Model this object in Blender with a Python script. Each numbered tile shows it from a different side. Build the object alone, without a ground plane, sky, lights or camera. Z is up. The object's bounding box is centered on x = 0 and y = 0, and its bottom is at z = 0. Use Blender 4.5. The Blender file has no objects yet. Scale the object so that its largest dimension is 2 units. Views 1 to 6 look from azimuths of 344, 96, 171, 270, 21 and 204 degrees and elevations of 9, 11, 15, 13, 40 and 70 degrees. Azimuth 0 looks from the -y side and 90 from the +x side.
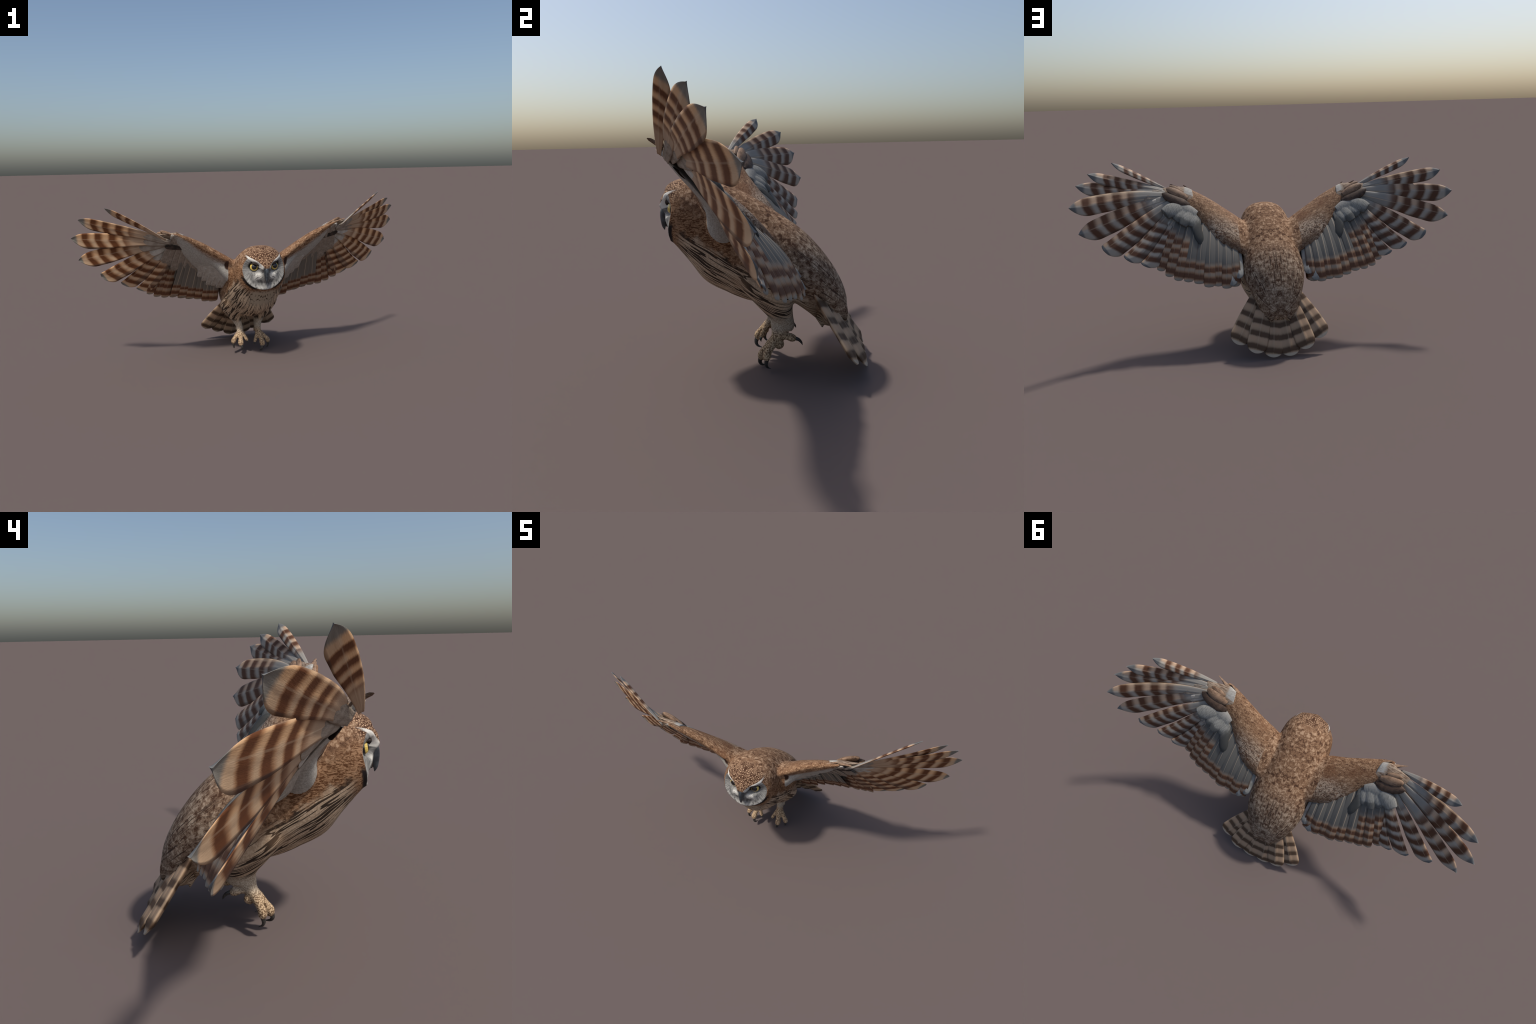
# A brown owl landing with both wings raised, legs hanging and tail fanned.
# Frame: metres, z up, the owl faces -y, its mirror plane is x = 0.
import bpy, bmesh, math, random
import numpy as np
from mathutils import Vector, Matrix

RNG = random.Random(7)
V = Vector

# ------------------------------------------------------------------ node DSL
class Sock:
    """A shader socket with arithmetic, so that masks read like formulas."""
    def __init__(self, tree, out):
        self.t, self.o = tree, out
    def _m(self, op, b=None, c=None, clamp=False):
        n = self.t.nodes.new("ShaderNodeMath"); n.operation = op; n.use_clamp = clamp
        for i, v in enumerate((self, b, c)):
            if v is None: continue
            if isinstance(v, Sock): self.t.links.new(v.o, n.inputs[i])
            else: n.inputs[i].default_value = v
        return Sock(self.t, n.outputs[0])
    def __add__(s, b): return s._m("ADD", b)
    __radd__ = __add__
    def __sub__(s, b): return s._m("SUBTRACT", b)
    def __rsub__(s, b): return s._m("MULTIPLY_ADD", -1.0, b)
    def __mul__(s, b): return s._m("MULTIPLY", b)
    __rmul__ = __mul__
    def __truediv__(s, b): return s._m("DIVIDE", b)
    def abs(s): return s._m("ABSOLUTE")
    def min(s, b): return s._m("MINIMUM", b)
    def max(s, b): return s._m("MAXIMUM", b)
    def sin(s): return s._m("SINE")
    def sq(s): return s._m("MULTIPLY", s)
    def sqrt(s): return s._m("SQRT")
    def fract(s): return s._m("FRACT")
    def atan2(s, b): return s._m("ARCTAN2", b)
    def inv(s): return s._m("MULTIPLY_ADD", -1.0, 1.0)
    def clamp(s): return s._m("ADD", 0.0, clamp=True)
    def step(s, lo, hi):
        """smooth 0 -> 1 as the value goes lo -> hi (lo may exceed hi)"""
        n = s.t.nodes.new("ShaderNodeMapRange"); n.interpolation_type = "SMOOTHSTEP"
        flip = lo > hi
        a, b = (hi, lo) if flip else (lo, hi)
        n.inputs["From Min"].default_value = a; n.inputs["From Max"].default_value = b
        n.inputs["To Min"].default_value = 1.0 if flip else 0.0
        n.inputs["To Max"].default_value = 0.0 if flip else 1.0
        s.t.links.new(s.o, n.inputs["Value"])
        return Sock(s.t, n.outputs["Result"])


class Mat:
    def __init__(self, name):
        self.m = bpy.data.materials.new(name); self.m.use_nodes = True
        self.t = self.m.node_tree; self.t.nodes.clear()
        self.out = self.t.nodes.new("ShaderNodeOutputMaterial")
        self.bsdf = self.t.nodes.new("ShaderNodeBsdfPrincipled")
        self.t.links.new(self.bsdf.outputs[0], self.out.inputs[0])
        self.co = self.t.nodes.new("ShaderNodeTexCoord").outputs["Object"]
        sp = self.t.nodes.new("ShaderNodeSeparateXYZ"); self.t.links.new(self.co, sp.inputs[0])
        self.x, self.y, self.z = (Sock(self.t, sp.outputs[i]) for i in range(3))
    def vec(self, x, y, z):
        n = self.t.nodes.new("ShaderNodeCombineXYZ")
        for i, v in enumerate((x, y, z)):
            if isinstance(v, Sock): self.t.links.new(v.o, n.inputs[i])
            else: n.inputs[i].default_value = v
        return n.outputs[0]
    def noise(self, scale, detail=3.0, rough=0.55, vec=None, dist=0.0):
        n = self.t.nodes.new("ShaderNodeTexNoise")
        n.inputs["Scale"].default_value = scale; n.inputs["Detail"].default_value = detail
        n.inputs["Roughness"].default_value = rough; n.inputs["Distortion"].default_value = dist
        self.t.links.new(vec if vec is not None else self.co, n.inputs["Vector"])
        return Sock(self.t, n.outputs["Fac"])
    def voronoi(self, scale, feature="F1", vec=None, rand=1.0):
        n = self.t.nodes.new("ShaderNodeTexVoronoi"); n.feature = feature
        n.inputs["Scale"].default_value = scale; n.inputs["Randomness"].default_value = rand
        self.t.links.new(vec if vec is not None else self.co, n.inputs["Vector"])
        return Sock(self.t, n.outputs["Distance"])
    def prop(self, name):
        n = self.t.nodes.new("ShaderNodeAttribute"); n.attribute_type = "OBJECT"
        n.attribute_name = '["%s"]' % name
        return Sock(self.t, n.outputs["Fac"])
    def rand(self):
        return Sock(self.t, self.t.nodes.new("ShaderNodeObjectInfo").outputs["Random"])
    def mix(self, f, a, b):
        n = self.t.nodes.new("ShaderNodeMix"); n.data_type = "RGBA"; n.clamp_factor = True
        if isinstance(f, Sock): self.t.links.new(f.o, n.inputs[0])
        else: n.inputs[0].default_value = f
        for s, v in ((n.inputs[6], a), (n.inputs[7], b)):
            if isinstance(v, tuple): s.default_value = (*v, 1.0)
            else: self.t.links.new(v, s)
        return n.outputs[2]
    def finish(self, col, rough=0.7, spec=0.25, bump=None, strength=0.3, dist=0.004, coat=0.0):
        if isinstance(col, tuple): self.bsdf.inputs["Base Color"].default_value = (*col, 1)
        else: self.t.links.new(col, self.bsdf.inputs["Base Color"])
        self.bsdf.inputs["Roughness"].default_value = rough
        self.bsdf.inputs["Specular IOR Level"].default_value = spec
        self.bsdf.inputs["Coat Weight"].default_value = coat
        if bump is not None:
            b = self.t.nodes.new("ShaderNodeBump")
            b.inputs["Strength"].default_value = strength; b.inputs["Distance"].default_value = dist
            self.t.links.new(bump.o, b.inputs["Height"])
            self.t.links.new(b.outputs[0], self.bsdf.inputs["Normal"])
        return self.m

# ------------------------------------------------------------------ materials
CREAM = (0.52, 0.40, 0.27)

def plumage_material():
    """One coat for head, torso, arms and legs, laid out on the owl's own axes."""
    M = Mat("plumage"); x, y, z = M.x, M.y, M.z
    ax = x.abs()
    s = y * 0.87 - z * 0.49            # along the back: -0.6 crown ... 0.2 rump
    h = y * 0.49 + z * 0.87            # height over the belly
    ang = ax.atan2(h - 0.33)           # 0 spine ... pi belly
    mir = M.vec(ax, y, z)
    # --- back: tan and dark mottling
    n1 = M.noise(55, 5, 0.65, mir, 0.6)
    n2 = M.noise(170, 3, 0.6, mir, 0.4)
    big = M.noise(13, 2, 0.5, mir)
    lowback = s.step(-0.24, -0.02)
    fleck = (n1 * 0.62 + n2 * 0.38)
    fine = M.noise(105, 4, 0.7, mir, 1.2)
    tone = n1 * 0.72 + fine * 0.28
    back = M.mix(tone.step(0.41, 0.49), (0.085, 0.042, 0.024), M.mix(lowback, (0.225, 0.125, 0.070), (0.24, 0.162, 0.108)))
    back = M.mix(tone.step(0.51, 0.58), back, M.mix(lowback, (0.42, 0.275, 0.17), (0.43, 0.325, 0.23)))
    back = M.mix(big.step(0.56, 0.70) * 0.35, back, (0.10, 0.05, 0.03))
    flow = M.vec(ang * 10.0 + big * 2.0, s * 3.6, x * 0.0)
    fs = M.noise(2.2, 4, 0.6, flow, 0.9)
    back = M.mix((fs.step(0.42, 0.30) * lowback) * 0.6, back, (0.40, 0.33, 0.26))
    back = M.mix((fs.step(0.53, 0.62) * lowback) * 0.9, back, (0.05, 0.028, 0.02))
    # --- crown: pale drops in a dark net
    vo = M.voronoi(135, "DISTANCE_TO_EDGE", mir, 0.85)
    crown = M.mix((vo + n2 * 0.06).step(0.15, 0.27), (0.065, 0.03, 0.017), (0.47, 0.30, 0.185))
    ncrown = (y + n1 * 0.07 - big * 0.06).step(-0.235, -0.305)
    crownmask = ncrown * (z + n1 * 0.03).step(0.605, 0.650).max(z.step(0.54, 0.55) * ax.step(0.07, 0.05) * y.step(-0.31, -0.325))
    col = M.mix(crownmask, back, crown)
    # --- sides of head and neck: warm brown with fine wavy cross bars
    wv = M.noise(1.0, 3, 0.6, M.vec(ax * 85.0, y * 85.0, z * 230.0), 0.8)
    side = M.mix(wv.step(0.42, 0.60), (0.10, 0.042, 0.018), (0.33, 0.19, 0.105))
    mside = (h + n1 * 0.06).step(0.445, 0.40) * (s + n1 * 0.04).step(-0.22, -0.30)
    col = M.mix(mside * crownmask.inv(), col, side)
    # --- breast: buff with dark tapering shaft streaks that run down the body
    bend = M.noise(5.0, 2, 0.5, mir)
    fl = M.vec(ang * 10.5 + bend * 2.6, s * 3.0 + bend * 1.0, 0.3)
    sk = (M.noise(1.0, 1.0, 0.4, fl, 0.25) - 0.5).abs()
    sk2 = (M.noise(1.0, 1.0, 0.4, M.vec(ang * 13.5 + bend * 2.6, s * 3.4, 7.7), 0.25) - 0.5).abs()
    brk = M.noise(1.0, 2, 0.5, M.vec(ang * 8.0, s * 9.0, 3.0))
    streak = (sk - brk.step(0.45, 0.68) * 0.050).step(0.025, 0.010).max((sk2 - brk.step(0.56, 0.36) * 0.045).step(0.028, 0.010))
    pale = M.mix(n2.step(0.35, 0.7), (0.40, 0.29, 0.195), (0.56, 0.43, 0.305))
    breast = M.mix(streak * 0.95, pale, (0.022, 0.014, 0.011))
    rust = M.noise(7, 2, 0.5, mir).step(0.5, 0.66)
    breast = M.mix(rust * 0.4 * h.step(0.18, 0.28), breast, (0.30, 0.175, 0.095))
    mb = (h + n1 * 0.05 + M.noise(22, 2, 0.5, mir) * 0.06 - 0.055).step(0.325, 0.295) * (s + h * 0.35 + n1 * 0.03).step(-0.395, -0.335)
    col = M.mix(mb, col, breast)
    # throat: greyer, small dark ticks
    thr = M.mix(M.noise(1, 2, 0.5, M.vec(ax * 90.0, y * 40.0, z * 55.0)).step(0.58, 0.68), (0.36, 0.29, 0.21), (0.05, 0.03, 0.02))
    mt = (y + z * 0.4).step(-0.07, -0.11) * z.step(0.455, 0.43) * z.step(0.33, 0.37) * ax.step(0.10, 0.05)
    col = M.mix(mt, col, thr)
    # dark gap in the plumage where the wing leaves the shoulder
    # --- thighs and feet
    dots = M.noise(230, 2, 0.6)
    leg = M.mix(dots.step(0.38, 0.6), (0.30, 0.235, 0.17), (0.50, 0.425, 0.33))
    foot = M.mix(dots.step(0.42, 0.6), (0.15, 0.09, 0.05), (0.58, 0.42, 0.26))
    legs = M.mix(z.step(0.155, 0.115), leg, foot)
    ml = (z + n1 * 0.03).step(0.225, 0.195) * y.step(0.145, 0.12)
    col = M.mix(ml, col, legs)
    # --- face
    ex = (ax - 0.056); ez = (z - 0.582)
    re = (ex.sq() + ez.sq()).sqrt()
    pol = ez.atan2(ex)
    ray = M.noise(1, 3, 0.6, M.vec(pol * 11.0, re * 30.0, 0.0), 0.5)
    disc = M.mix(ray.step(0.3, 0.7), (0.105, 0.102, 0.095), (0.275, 0.266, 0.248))
    rr = ((x * (1 / 0.118)).sq() + ((z - 0.562) * (1 / 0.106)).sq()).sqrt()
    front = y.step(-0.252, -0.262)
    browz = z - ax * 0.78                     # brow line: constant 0.570
    tuft = M.noise(1, 3, 0.6, M.vec((z + ax * 0.7) * 110.0, (ax - z) * 28.0, 0.0), 0.6)
    disc = M.mix((ax - 0.040).abs().step(0.034, 0.012) * (z - 0.533 + ax * 0.25 - 0.010).abs().step(0.026, 0.008) * tuft.step(0.36, 0.52), disc, (0.68, 0.655, 0.59))
    disc = M.mix(rr.step(0.74, 0.95) * ray.step(0.28, 0.6) * z.step(0.56, 0.5) * 0.7, disc, (0.54, 0.52, 0.47))
    disc = M.mix((re + (z - 0.585) * -0.30).step(0.034, 0.024), disc, (0.02, 0.018, 0.018))
    disc = M.mix(ax.step(0.034, 0.018) * z.step(0.60, 0.58) * z.step(0.50, 0.525) * 0.5, disc, (0.06, 0.058, 0.055))
    inface = rr.step(1.03, 0.99) * front * (browz + n2 * 0.006).step(0.577, 0.571)
    ruff = rr.step(1.15, 1.08) * rr.step(0.98, 1.0) * z.step(0.545, 0.52) * ax.step(0.03, 0.06) * y.step(-0.235, -0.255)
    col = M.mix(ruff, col, (0.018, 0.014, 0.013))
    col = M.mix(inface, col, disc)
    brow = ((browz - 0.5680 + ray * 0.005).abs() + (ax - 0.045).abs() * 0.17).step(0.0165, 0.0115) * ax.step(0.100, 0.090) * front * ax.step(0.014, 0.024)
    col = M.mix(brow * 0.92, col, (0.70, 0.67, 0.60))
    bump = fleck * 0.7 + ray * inface * 0.4
    return M.finish(col, 0.85, 0.1, bump, 0.4, 0.004)


def arm_material():
    """Wing arm: brown mottle above and along the leading edge, scaly near the elbow."""
    M = Mat("wing_plumage"); x, y, z = M.x, M.y, M.z
    ax = x.abs()
    flow = M.vec(ax * 26.0 + z * 20.0, y * 95.0, z * 70.0 - ax * 45.0)
    n1 = M.noise(1.0, 5, 0.65, flow, 0.5)
    n2 = M.noise(190, 3, 0.6)
    f = n1 * 0.6 + n2 * 0.4
    fine = M.noise(110, 4, 0.7, None, 1.0)
    f = f * 0.72 + fine * 0.28
    col = M.mix(f.step(0.42, 0.50), (0.09, 0.043, 0.024), (0.235, 0.13, 0.07))
    col = M.mix(f.step(0.51, 0.59), col, (0.43, 0.275, 0.165))
    big = M.noise(9, 3, 0.5)
    lead = (y + ax * 0.15).step(-0.10, -0.16)
    col = M.mix(big.step(0.5, 0.65) * 0.5, col, (0.15, 0.065, 0.03))
    rear = (y + z * 0.25).step(0.06, 0.125)
    crack = (M.noise(1.0, 4, 0.65, M.vec(ax * 34.0, y * 52.0 + ax * 20.0, z * 40.0), 0.9) - 0.5).abs()
    pl = M.mix(crack.step(0.015, 0.06), (0.07, 0.038, 0.025), (0.40, 0.30, 0.215))
    col = M.mix(rear * n1.step(0.35, 0.5) * ax.step(0.36, 0.30), col, pl)
    col = M.mix(rear * (y + z * 0.25).step(0.135, 0.165) * 0.7, col, (0.10, 0.05, 0.025))
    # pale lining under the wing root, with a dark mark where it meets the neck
    q = (y + 0.180 + (ax - 0.165) * 0.19) * -0.60 + (z - 0.612 - (ax - 0.165) * 0.68) * -0.80 - x.step(0.0, -0.01) * (ax - 0.1) * 0.05
    pale = M.mix(n2.step(0.3, 0.7), (0.30, 0.28, 0.245), (0.46, 0.435, 0.39))
    col = M.mix((q + n1 * 0.012).step(0.022, 0.034), col, pale)
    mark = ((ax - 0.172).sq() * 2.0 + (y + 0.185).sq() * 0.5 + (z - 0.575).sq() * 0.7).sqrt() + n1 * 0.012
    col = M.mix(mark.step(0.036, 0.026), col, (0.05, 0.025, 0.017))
    return M.finish(col, 0.75, 0.15, f, 0.4, 0.004)


def feather_material(name, dark, lead, trail, base, tip, rust=(0.27, 0.125, 0.055), M_soft=(0.20, 0.34, 0.60, 0.86), slope=1.0):
    """Barred flight feather. Object x runs from the tip, y towards the leading edge.
    Custom properties: first (first dark bar), period, fade (where bars end), duty."""
    M = Mat(name); x, y = M.x, M.y
    wob = M.noise(9, 2, 0.5)
    fine = M.noise(1.0, 3, 0.6, M.vec(x * 55.0 + y.abs() * 60.0, y * 420.0, 0.0))
    w = M.prop("width")
    vv = y / w                                       # -0.5 .. 0.5
    slant = y.abs() * 0.55 + (0.0 - y) * 0.30
    d = x - slant * (0.6 * slope) + wob * 0.022 - 0.011 + fine * 0.006
    ph = ((d - M.prop("first")) / M.prop("period") + 0.5)
    f = ph.fract() + fine * 0.06 - 0.03               # 0.5 at a bar centre, growing to the base
    began = (d - M.prop("first") + M.prop("period") * 0.5).step(-0.004, 0.004)
    bar = f.step(M_soft[0], M_soft[1]) * f.step(M_soft[3], M_soft[2]) * began
    glow = f.step(M_soft[0] - 0.08, M_soft[0] + 0.05) * f.step(1.0, M_soft[3] - 0.1) * began
    q = x / M.prop("fade")
    keep = q.step(1.05, 0.78)
    leadness = (vv + fine * 0.1).step(0.05, 0.22)
    light = M.mix(leadness, trail, lead)
    light = M.mix(fine * 0.3, light, base)
    light = M.mix(glow * 0.65, light, rust)
    col = M.mix(bar * keep * 0.96, M.mix(keep, base, light), dark)
    ti = M.prop("tip")
    col = M.mix((x / ti + fine * 0.25).step(1.15, 0.75), col, tip)
    shaft = vv.abs().step(0.035, 0.012) * x.step(0.02, 0.06)
    col = M.mix(shaft * 0.55 * keep.inv().max(0.35), col, (0.55, 0.42, 0.29))
    col = M.mix(vv.step(0.40, 0.47) * x.step(0.03, 0.08) * 0.4, col, (0.52, 0.38, 0.25))
    col = M.mix(vv.step(-0.43, -0.48) * x.step(0.03, 0.08) * 0.5, col, (0.07, 0.05, 0.04))
    return M.finish(col, 0.58, 0.18, fine, 0.25, 0.002)


def plain_feather_material(name, a, b, edge=None, scale=1.0):
    M = Mat(name)
    fine = M.noise(1.0, 4, 0.6, M.vec(M.x * 60.0 * scale, M.y * 330.0 * scale, 0.0))
    big = M.noise(28, 3, 0.55)
    col = M.mix((fine * 0.5 + big * 0.5).step(0.36, 0.62), a, b)
    if edge is not None:
        col = M.mix((M.x + big * 0.03).step(0.045, 0.02), col, edge)
    return M.finish(col, 0.65, 0.25, fine, 0.3, 0.003)


def simple_material(name, a, b, scale, rough, spec, coat=0.0):
    M = Mat(name)
    return M.finish(M.mix(M.noise(scale, 4).step(0.35, 0.65), a, b), rough, spec, M.noise(scale * 2, 3), 0.15, 0.002, coat)


def covert_material():
    """Grey down of the upper wing: pale lobes, slate towards their ends and the inner side."""
    M = Mat("grey_covert"); ax = M.x.abs()
    n = M.noise(26, 4, 0.6); fib = M.noise(1, 4, 0.6, M.vec(M.x * 220.0, M.y * 45.0, 0.0))
    g = M.y + n * 0.07 - 0.035
    side = M.prop("hand")
    inner = (M.x * side + n * 0.03).step(-0.045, -0.075)
    col = M.mix(fib.step(0.3, 0.7), (0.17, 0.166, 0.150), (0.29, 0.282, 0.255))
    col = M.mix(g.step(0.028, 0.052) * (0.45 + n * 0.5), col, (0.075, 0.075, 0.07))
    col = M.mix(g.step(-0.02, -0.05) * 0.6, col, (0.33, 0.31, 0.28))
    col = M.mix(inner * g.step(0.0, 0.03) * 0.9, col, (0.055, 0.055, 0.052))
    return M.finish(col, 0.85, 0.12, fib, 0.3, 0.003)


def wrist_material():
    """Wrist: a white crescent beside the arm, then brown and grey towards the fan."""
    M = Mat("white_down"); n = M.noise(1, 4, 0.6, M.vec(M.x * 40.0, M.y * 160.0, M.z * 160.0))
    f = M.x.abs() + n * 0.05 + M.z * 0.2
    col = M.mix((f + (M.y + 0.172).step(0.0, 0.02) * 0.2).step(0.618, 0.630), M.mix(n.step(0.3, 0.7), (0.30, 0.275, 0.24), (0.47, 0.44, 0.39)), M.mix(n.step(0.35, 0.6), (0.14, 0.085, 0.055), (0.34, 0.26, 0.19)))
    return M.finish(col, 0.8, 0.2, n, 0.3, 0.003)


def eye_material():
    M = Mat("eye"); r = (M.x.sq() + M.y.sq()).sqrt()
    ir = M.noise(1, 3, 0.6, M.vec(M.y.atan2(M.x) * 7.0, r * 60.0, 0.0))
    iris = M.mix(ir.step(0.3, 0.7), (0.55, 0.36, 0.05), (0.80, 0.61, 0.17))
    col = M.mix(r.step(0.0152, 0.0142), iris, (0.004, 0.004, 0.005))
    col = M.mix(r.step(0.0215, 0.0228), col, (0.012, 0.010, 0.010))
    return M.finish(col, 0.12, 0.5, coat=0.6)


def beak_material():
    M = Mat("beak")
    n = M.noise(60, 3)
    col = M.mix(n.step(0.3, 0.7), (0.018, 0.022, 0.027), (0.05, 0.06, 0.068))
    return M.finish(col, 0.32, 0.5, n, 0.1, 0.002, 0.2)


MAT = dict(
    plumage=plumage_material(), arm=arm_material(),
    # (ventral, dorsal) faces of each vane: warmer tones below, greyer tones above
    primary=(feather_material("barred_primary_underside", (0.115, 0.038, 0.013), (0.68, 0.41, 0.215), (0.54, 0.365, 0.225), (0.40, 0.27, 0.175), (0.19, 0.175, 0.15), (0.30, 0.128, 0.048)),
             feather_material("barred_primary", (0.098, 0.040, 0.020), (0.52, 0.34, 0.215), (0.37, 0.325, 0.27), (0.265, 0.245, 0.215), (0.14, 0.14, 0.135), (0.18, 0.10, 0.06))),
    secondary=(feather_material("barred_secondary_underside", (0.12, 0.048, 0.024), (0.40, 0.265, 0.165), (0.34, 0.24, 0.16), (0.165, 0.145, 0.12), (0.26, 0.20, 0.15), slope=0.35),
               feather_material("barred_secondary", (0.115, 0.050, 0.027), (0.42, 0.28, 0.18), (0.33, 0.25, 0.18), (0.13, 0.122, 0.108), (0.28, 0.245, 0.20), slope=0.35)),
    tail=feather_material("barred_tail", (0.085, 0.049, 0.029), (0.43, 0.28, 0.175), (0.395, 0.265, 0.17), (0.34, 0.245, 0.165), (0.46, 0.38, 0.29), (0.26, 0.18, 0.115), (0.24, 0.36, 0.60, 0.80), 0.0),
    pale=plain_feather_material("pale_covert", (0.20, 0.195, 0.175), (0.36, 0.35, 0.32), (0.19, 0.185, 0.17)),
    lining=plain_feather_material("pale_lining", (0.33, 0.295, 0.25), (0.48, 0.44, 0.385)),
    taupe=plain_feather_material("taupe_lining", (0.19, 0.15, 0.115), (0.33, 0.275, 0.22)),
    slate=plain_feather_material("slate_covert", (0.06, 0.06, 0.056), (0.17, 0.168, 0.155)),
    brown=plain_feather_material("brown_alula", (0.10, 0.055, 0.032), (0.30, 0.19, 0.12)),
    umber=plain_feather_material("umber_alula", (0.022, 0.014, 0.011), (0.10, 0.062, 0.042)),
    white=wrist_material(), covert=covert_material(),
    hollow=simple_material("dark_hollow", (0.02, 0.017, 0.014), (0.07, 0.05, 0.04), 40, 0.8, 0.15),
    claw=simple_material("claw_horn", (0.018, 0.017, 0.016), (0.06, 0.055, 0.048), 90, 0.35, 0.5),
    eye=eye_material(), beak=beak_material(),
)

# ------------------------------------------------------------------ helpers
def spline(pts, n):
    """Catmull-Rom through rows of numbers, n samples."""
    P = np.array(pts, float); k = len(P)
    t = np.linspace(0, k - 1, n); i = np.clip(t.astype(int), 0, k - 2); f = (t - i)[:, None]
    Pm = np.vstack([2 * P[0] - P[1], P, 2 * P[-1] - P[-2]])
    a, b, c, d = Pm[i], Pm[i + 1], Pm[i + 2], Pm[i + 3]
    return 0.5 * (2 * b + (c - a) * f + (2 * a - 5 * b + 4 * c - d) * f ** 2 + (3 * b - 3 * c + d - a) * f ** 3)


def loft_rings(rings):
    """verts, faces of a closed tube through rings of equal length."""
    n = len(rings[0]); vs = [tuple(p) for r in rings for p in r]; fs = []
    for i in range(len(rings) - 1):
        for j in range(n):
            k = (j + 1) % n
            fs.append((i * n + j, i * n + k, (i + 1) * n + k, (i + 1) * n + j))
    for ring, flip in ((0, True), (len(rings) - 1, False)):
        c = len(vs); vs.append(tuple(np.mean(rings[ring], axis=0)))
        for j in range(n):
            a, b = ring * n + j, ring * n + (j + 1) % n
            fs.append((c, b, a) if flip else (c, a, b))
    return vs, fs


def tube(path, n=24, m=14, squash=None):
    """Tube along rows (x, y, z, r): round limbs, toes, claws, beak."""
    P = spline(path, n); rings = []
    for i, p in enumerate(P):
        d = P[min(i + 1, n - 1), :3] - P[max(i - 1, 0), :3]; d /= np.linalg.norm(d)
        u = np.cross(d, (1, 0, 0)); u /= np.linalg.norm(u); w = np.cross(d, u)
        r = max(p[3], 0.0006)
        rings.append([p[:3] + r * (u * math.cos(a) * (squash or 1) + w * math.sin(a)) for a in np.linspace(0, 2 * math.pi, m, endpoint=False)])
    return loft_rings(rings)


def mesh_object(name, vs, fs, mat, parent=None, smooth=True, matrix=None):
    me = bpy.data.meshes.new(name); me.from_pydata([tuple(v) for v in vs], [], fs); me.update()
    bm = bmesh.new(); bm.from_mesh(me); bmesh.ops.recalc_face_normals(bm, faces=bm.faces); bm.to_mesh(me); bm.free()
    if smooth: me.polygons.foreach_set("use_smooth", [True] * len(me.polygons))
    me.materials.append(mat)
    ob = bpy.data.objects.new(name, me); bpy.context.scene.collection.objects.link(ob)
    if parent is not None: ob.parent = parent
    if matrix is not None: ob.matrix_world = matrix
    return ob


def arr(p): return np.array(p, float)
def unit(v): return v / np.linalg.norm(v)

# ------------------------------------------------------------------ owl root
owl = bpy.data.objects.new("owl", None)
bpy.context.scene.collection.objects.link(owl)
owl["label"] = "brown barred owl landing with spread wings and fanned tail"
owl["category"] = "owl"

# ------------------------------------------------------------------ body surface
# stations along the body: back point (y, z), belly point (y, z), half width
TORSO = [
    (-0.374, 0.606, -0.364, 0.510, 0.014),
    (-0.364, 0.627, -0.350, 0.476, 0.044),
    (-0.343, 0.659, -0.335, 0.454, 0.086),
    (-0.300, 0.679, -0.306, 0.424, 0.126),
    (-0.230, 0.687, -0.262, 0.369, 0.143),
    (-0.140, 0.660, -0.211, 0.302, 0.150),
    (-0.040, 0.612, -0.125, 0.259, 0.160),
    (0.055, 0.550, -0.035, 0.230, 0.163),
    (0.135, 0.493, 0.060, 0.236, 0.162),
    (0.200, 0.427, 0.125, 0.245, 0.150),
    (0.258, 0.347, 0.168, 0.218, 0.127),
    (0.294, 0.270, 0.195, 0.186, 0.103),
    (0.302, 0.215, 0.215, 0.146, 0.082),
    (0.297, 0.187, 0.245, 0.142, 0.062),
    (0.286, 0.172, 0.265, 0.148, 0.035),
]

def torso_part():
    rings = []
    for ty, tz, by, bz, w in spline(TORSO, 70):
        c = arr((0, (ty + by) / 2, (tz + bz) / 2)); v = arr((0, (ty - by) / 2, (tz - bz) / 2))
        ring = []
        for a in np.linspace(0, 2 * math.pi, 48, endpoint=False):
            ca, sa = math.cos(a), math.sin(a)
            e = (0.80 if c[1] < -0.15 else 0.90) if ca > 0 else 1.0 + (0.22 if c[1] < -0.08 else 0.10) * min(1, -ca * 2)   # keel-shaped below
            px = w * math.copysign(abs(sa) ** e, sa); q = math.copysign(abs(ca) ** 0.95, ca)
            ring.append(c + v * q + arr((px, 0, 0)))
        rings.append(ring)
    return loft_rings(rings)

# wing arm, right-hand side of the frame (+x): leading edge, trailing edge, thickness
ARM = [
    (0.060, -0.150, 0.545, 0.060, 0.060, 0.450, 0.085),
    (0.120, -0.160, 0.585, 0.115, 0.055, 0.462, 0.082),
    (0.165, -0.170, 0.622, 0.160, 0.048, 0.474, 0.078),
    (0.240, -0.183, 0.680, 0.255, 0.022, 0.515, 0.080),
    (0.312, -0.196, 0.733, 0.335, -0.045, 0.582, 0.072),
    (0.380, -0.213, 0.772, 0.385, -0.100, 0.650, 0.060),
    (0.440, -0.224, 0.800, 0.430, -0.135, 0.713, 0.034),
    (0.462, -0.221, 0.807, 0.447, -0.146, 0.728, 0.026),
]

ARM = [(a, b - (0.024 if a < 0.2 else 0.017), c - 0.008, d, e + 0.006, f - 0.006, t) for a, b, c, d, e, f, t in ARM]

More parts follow.
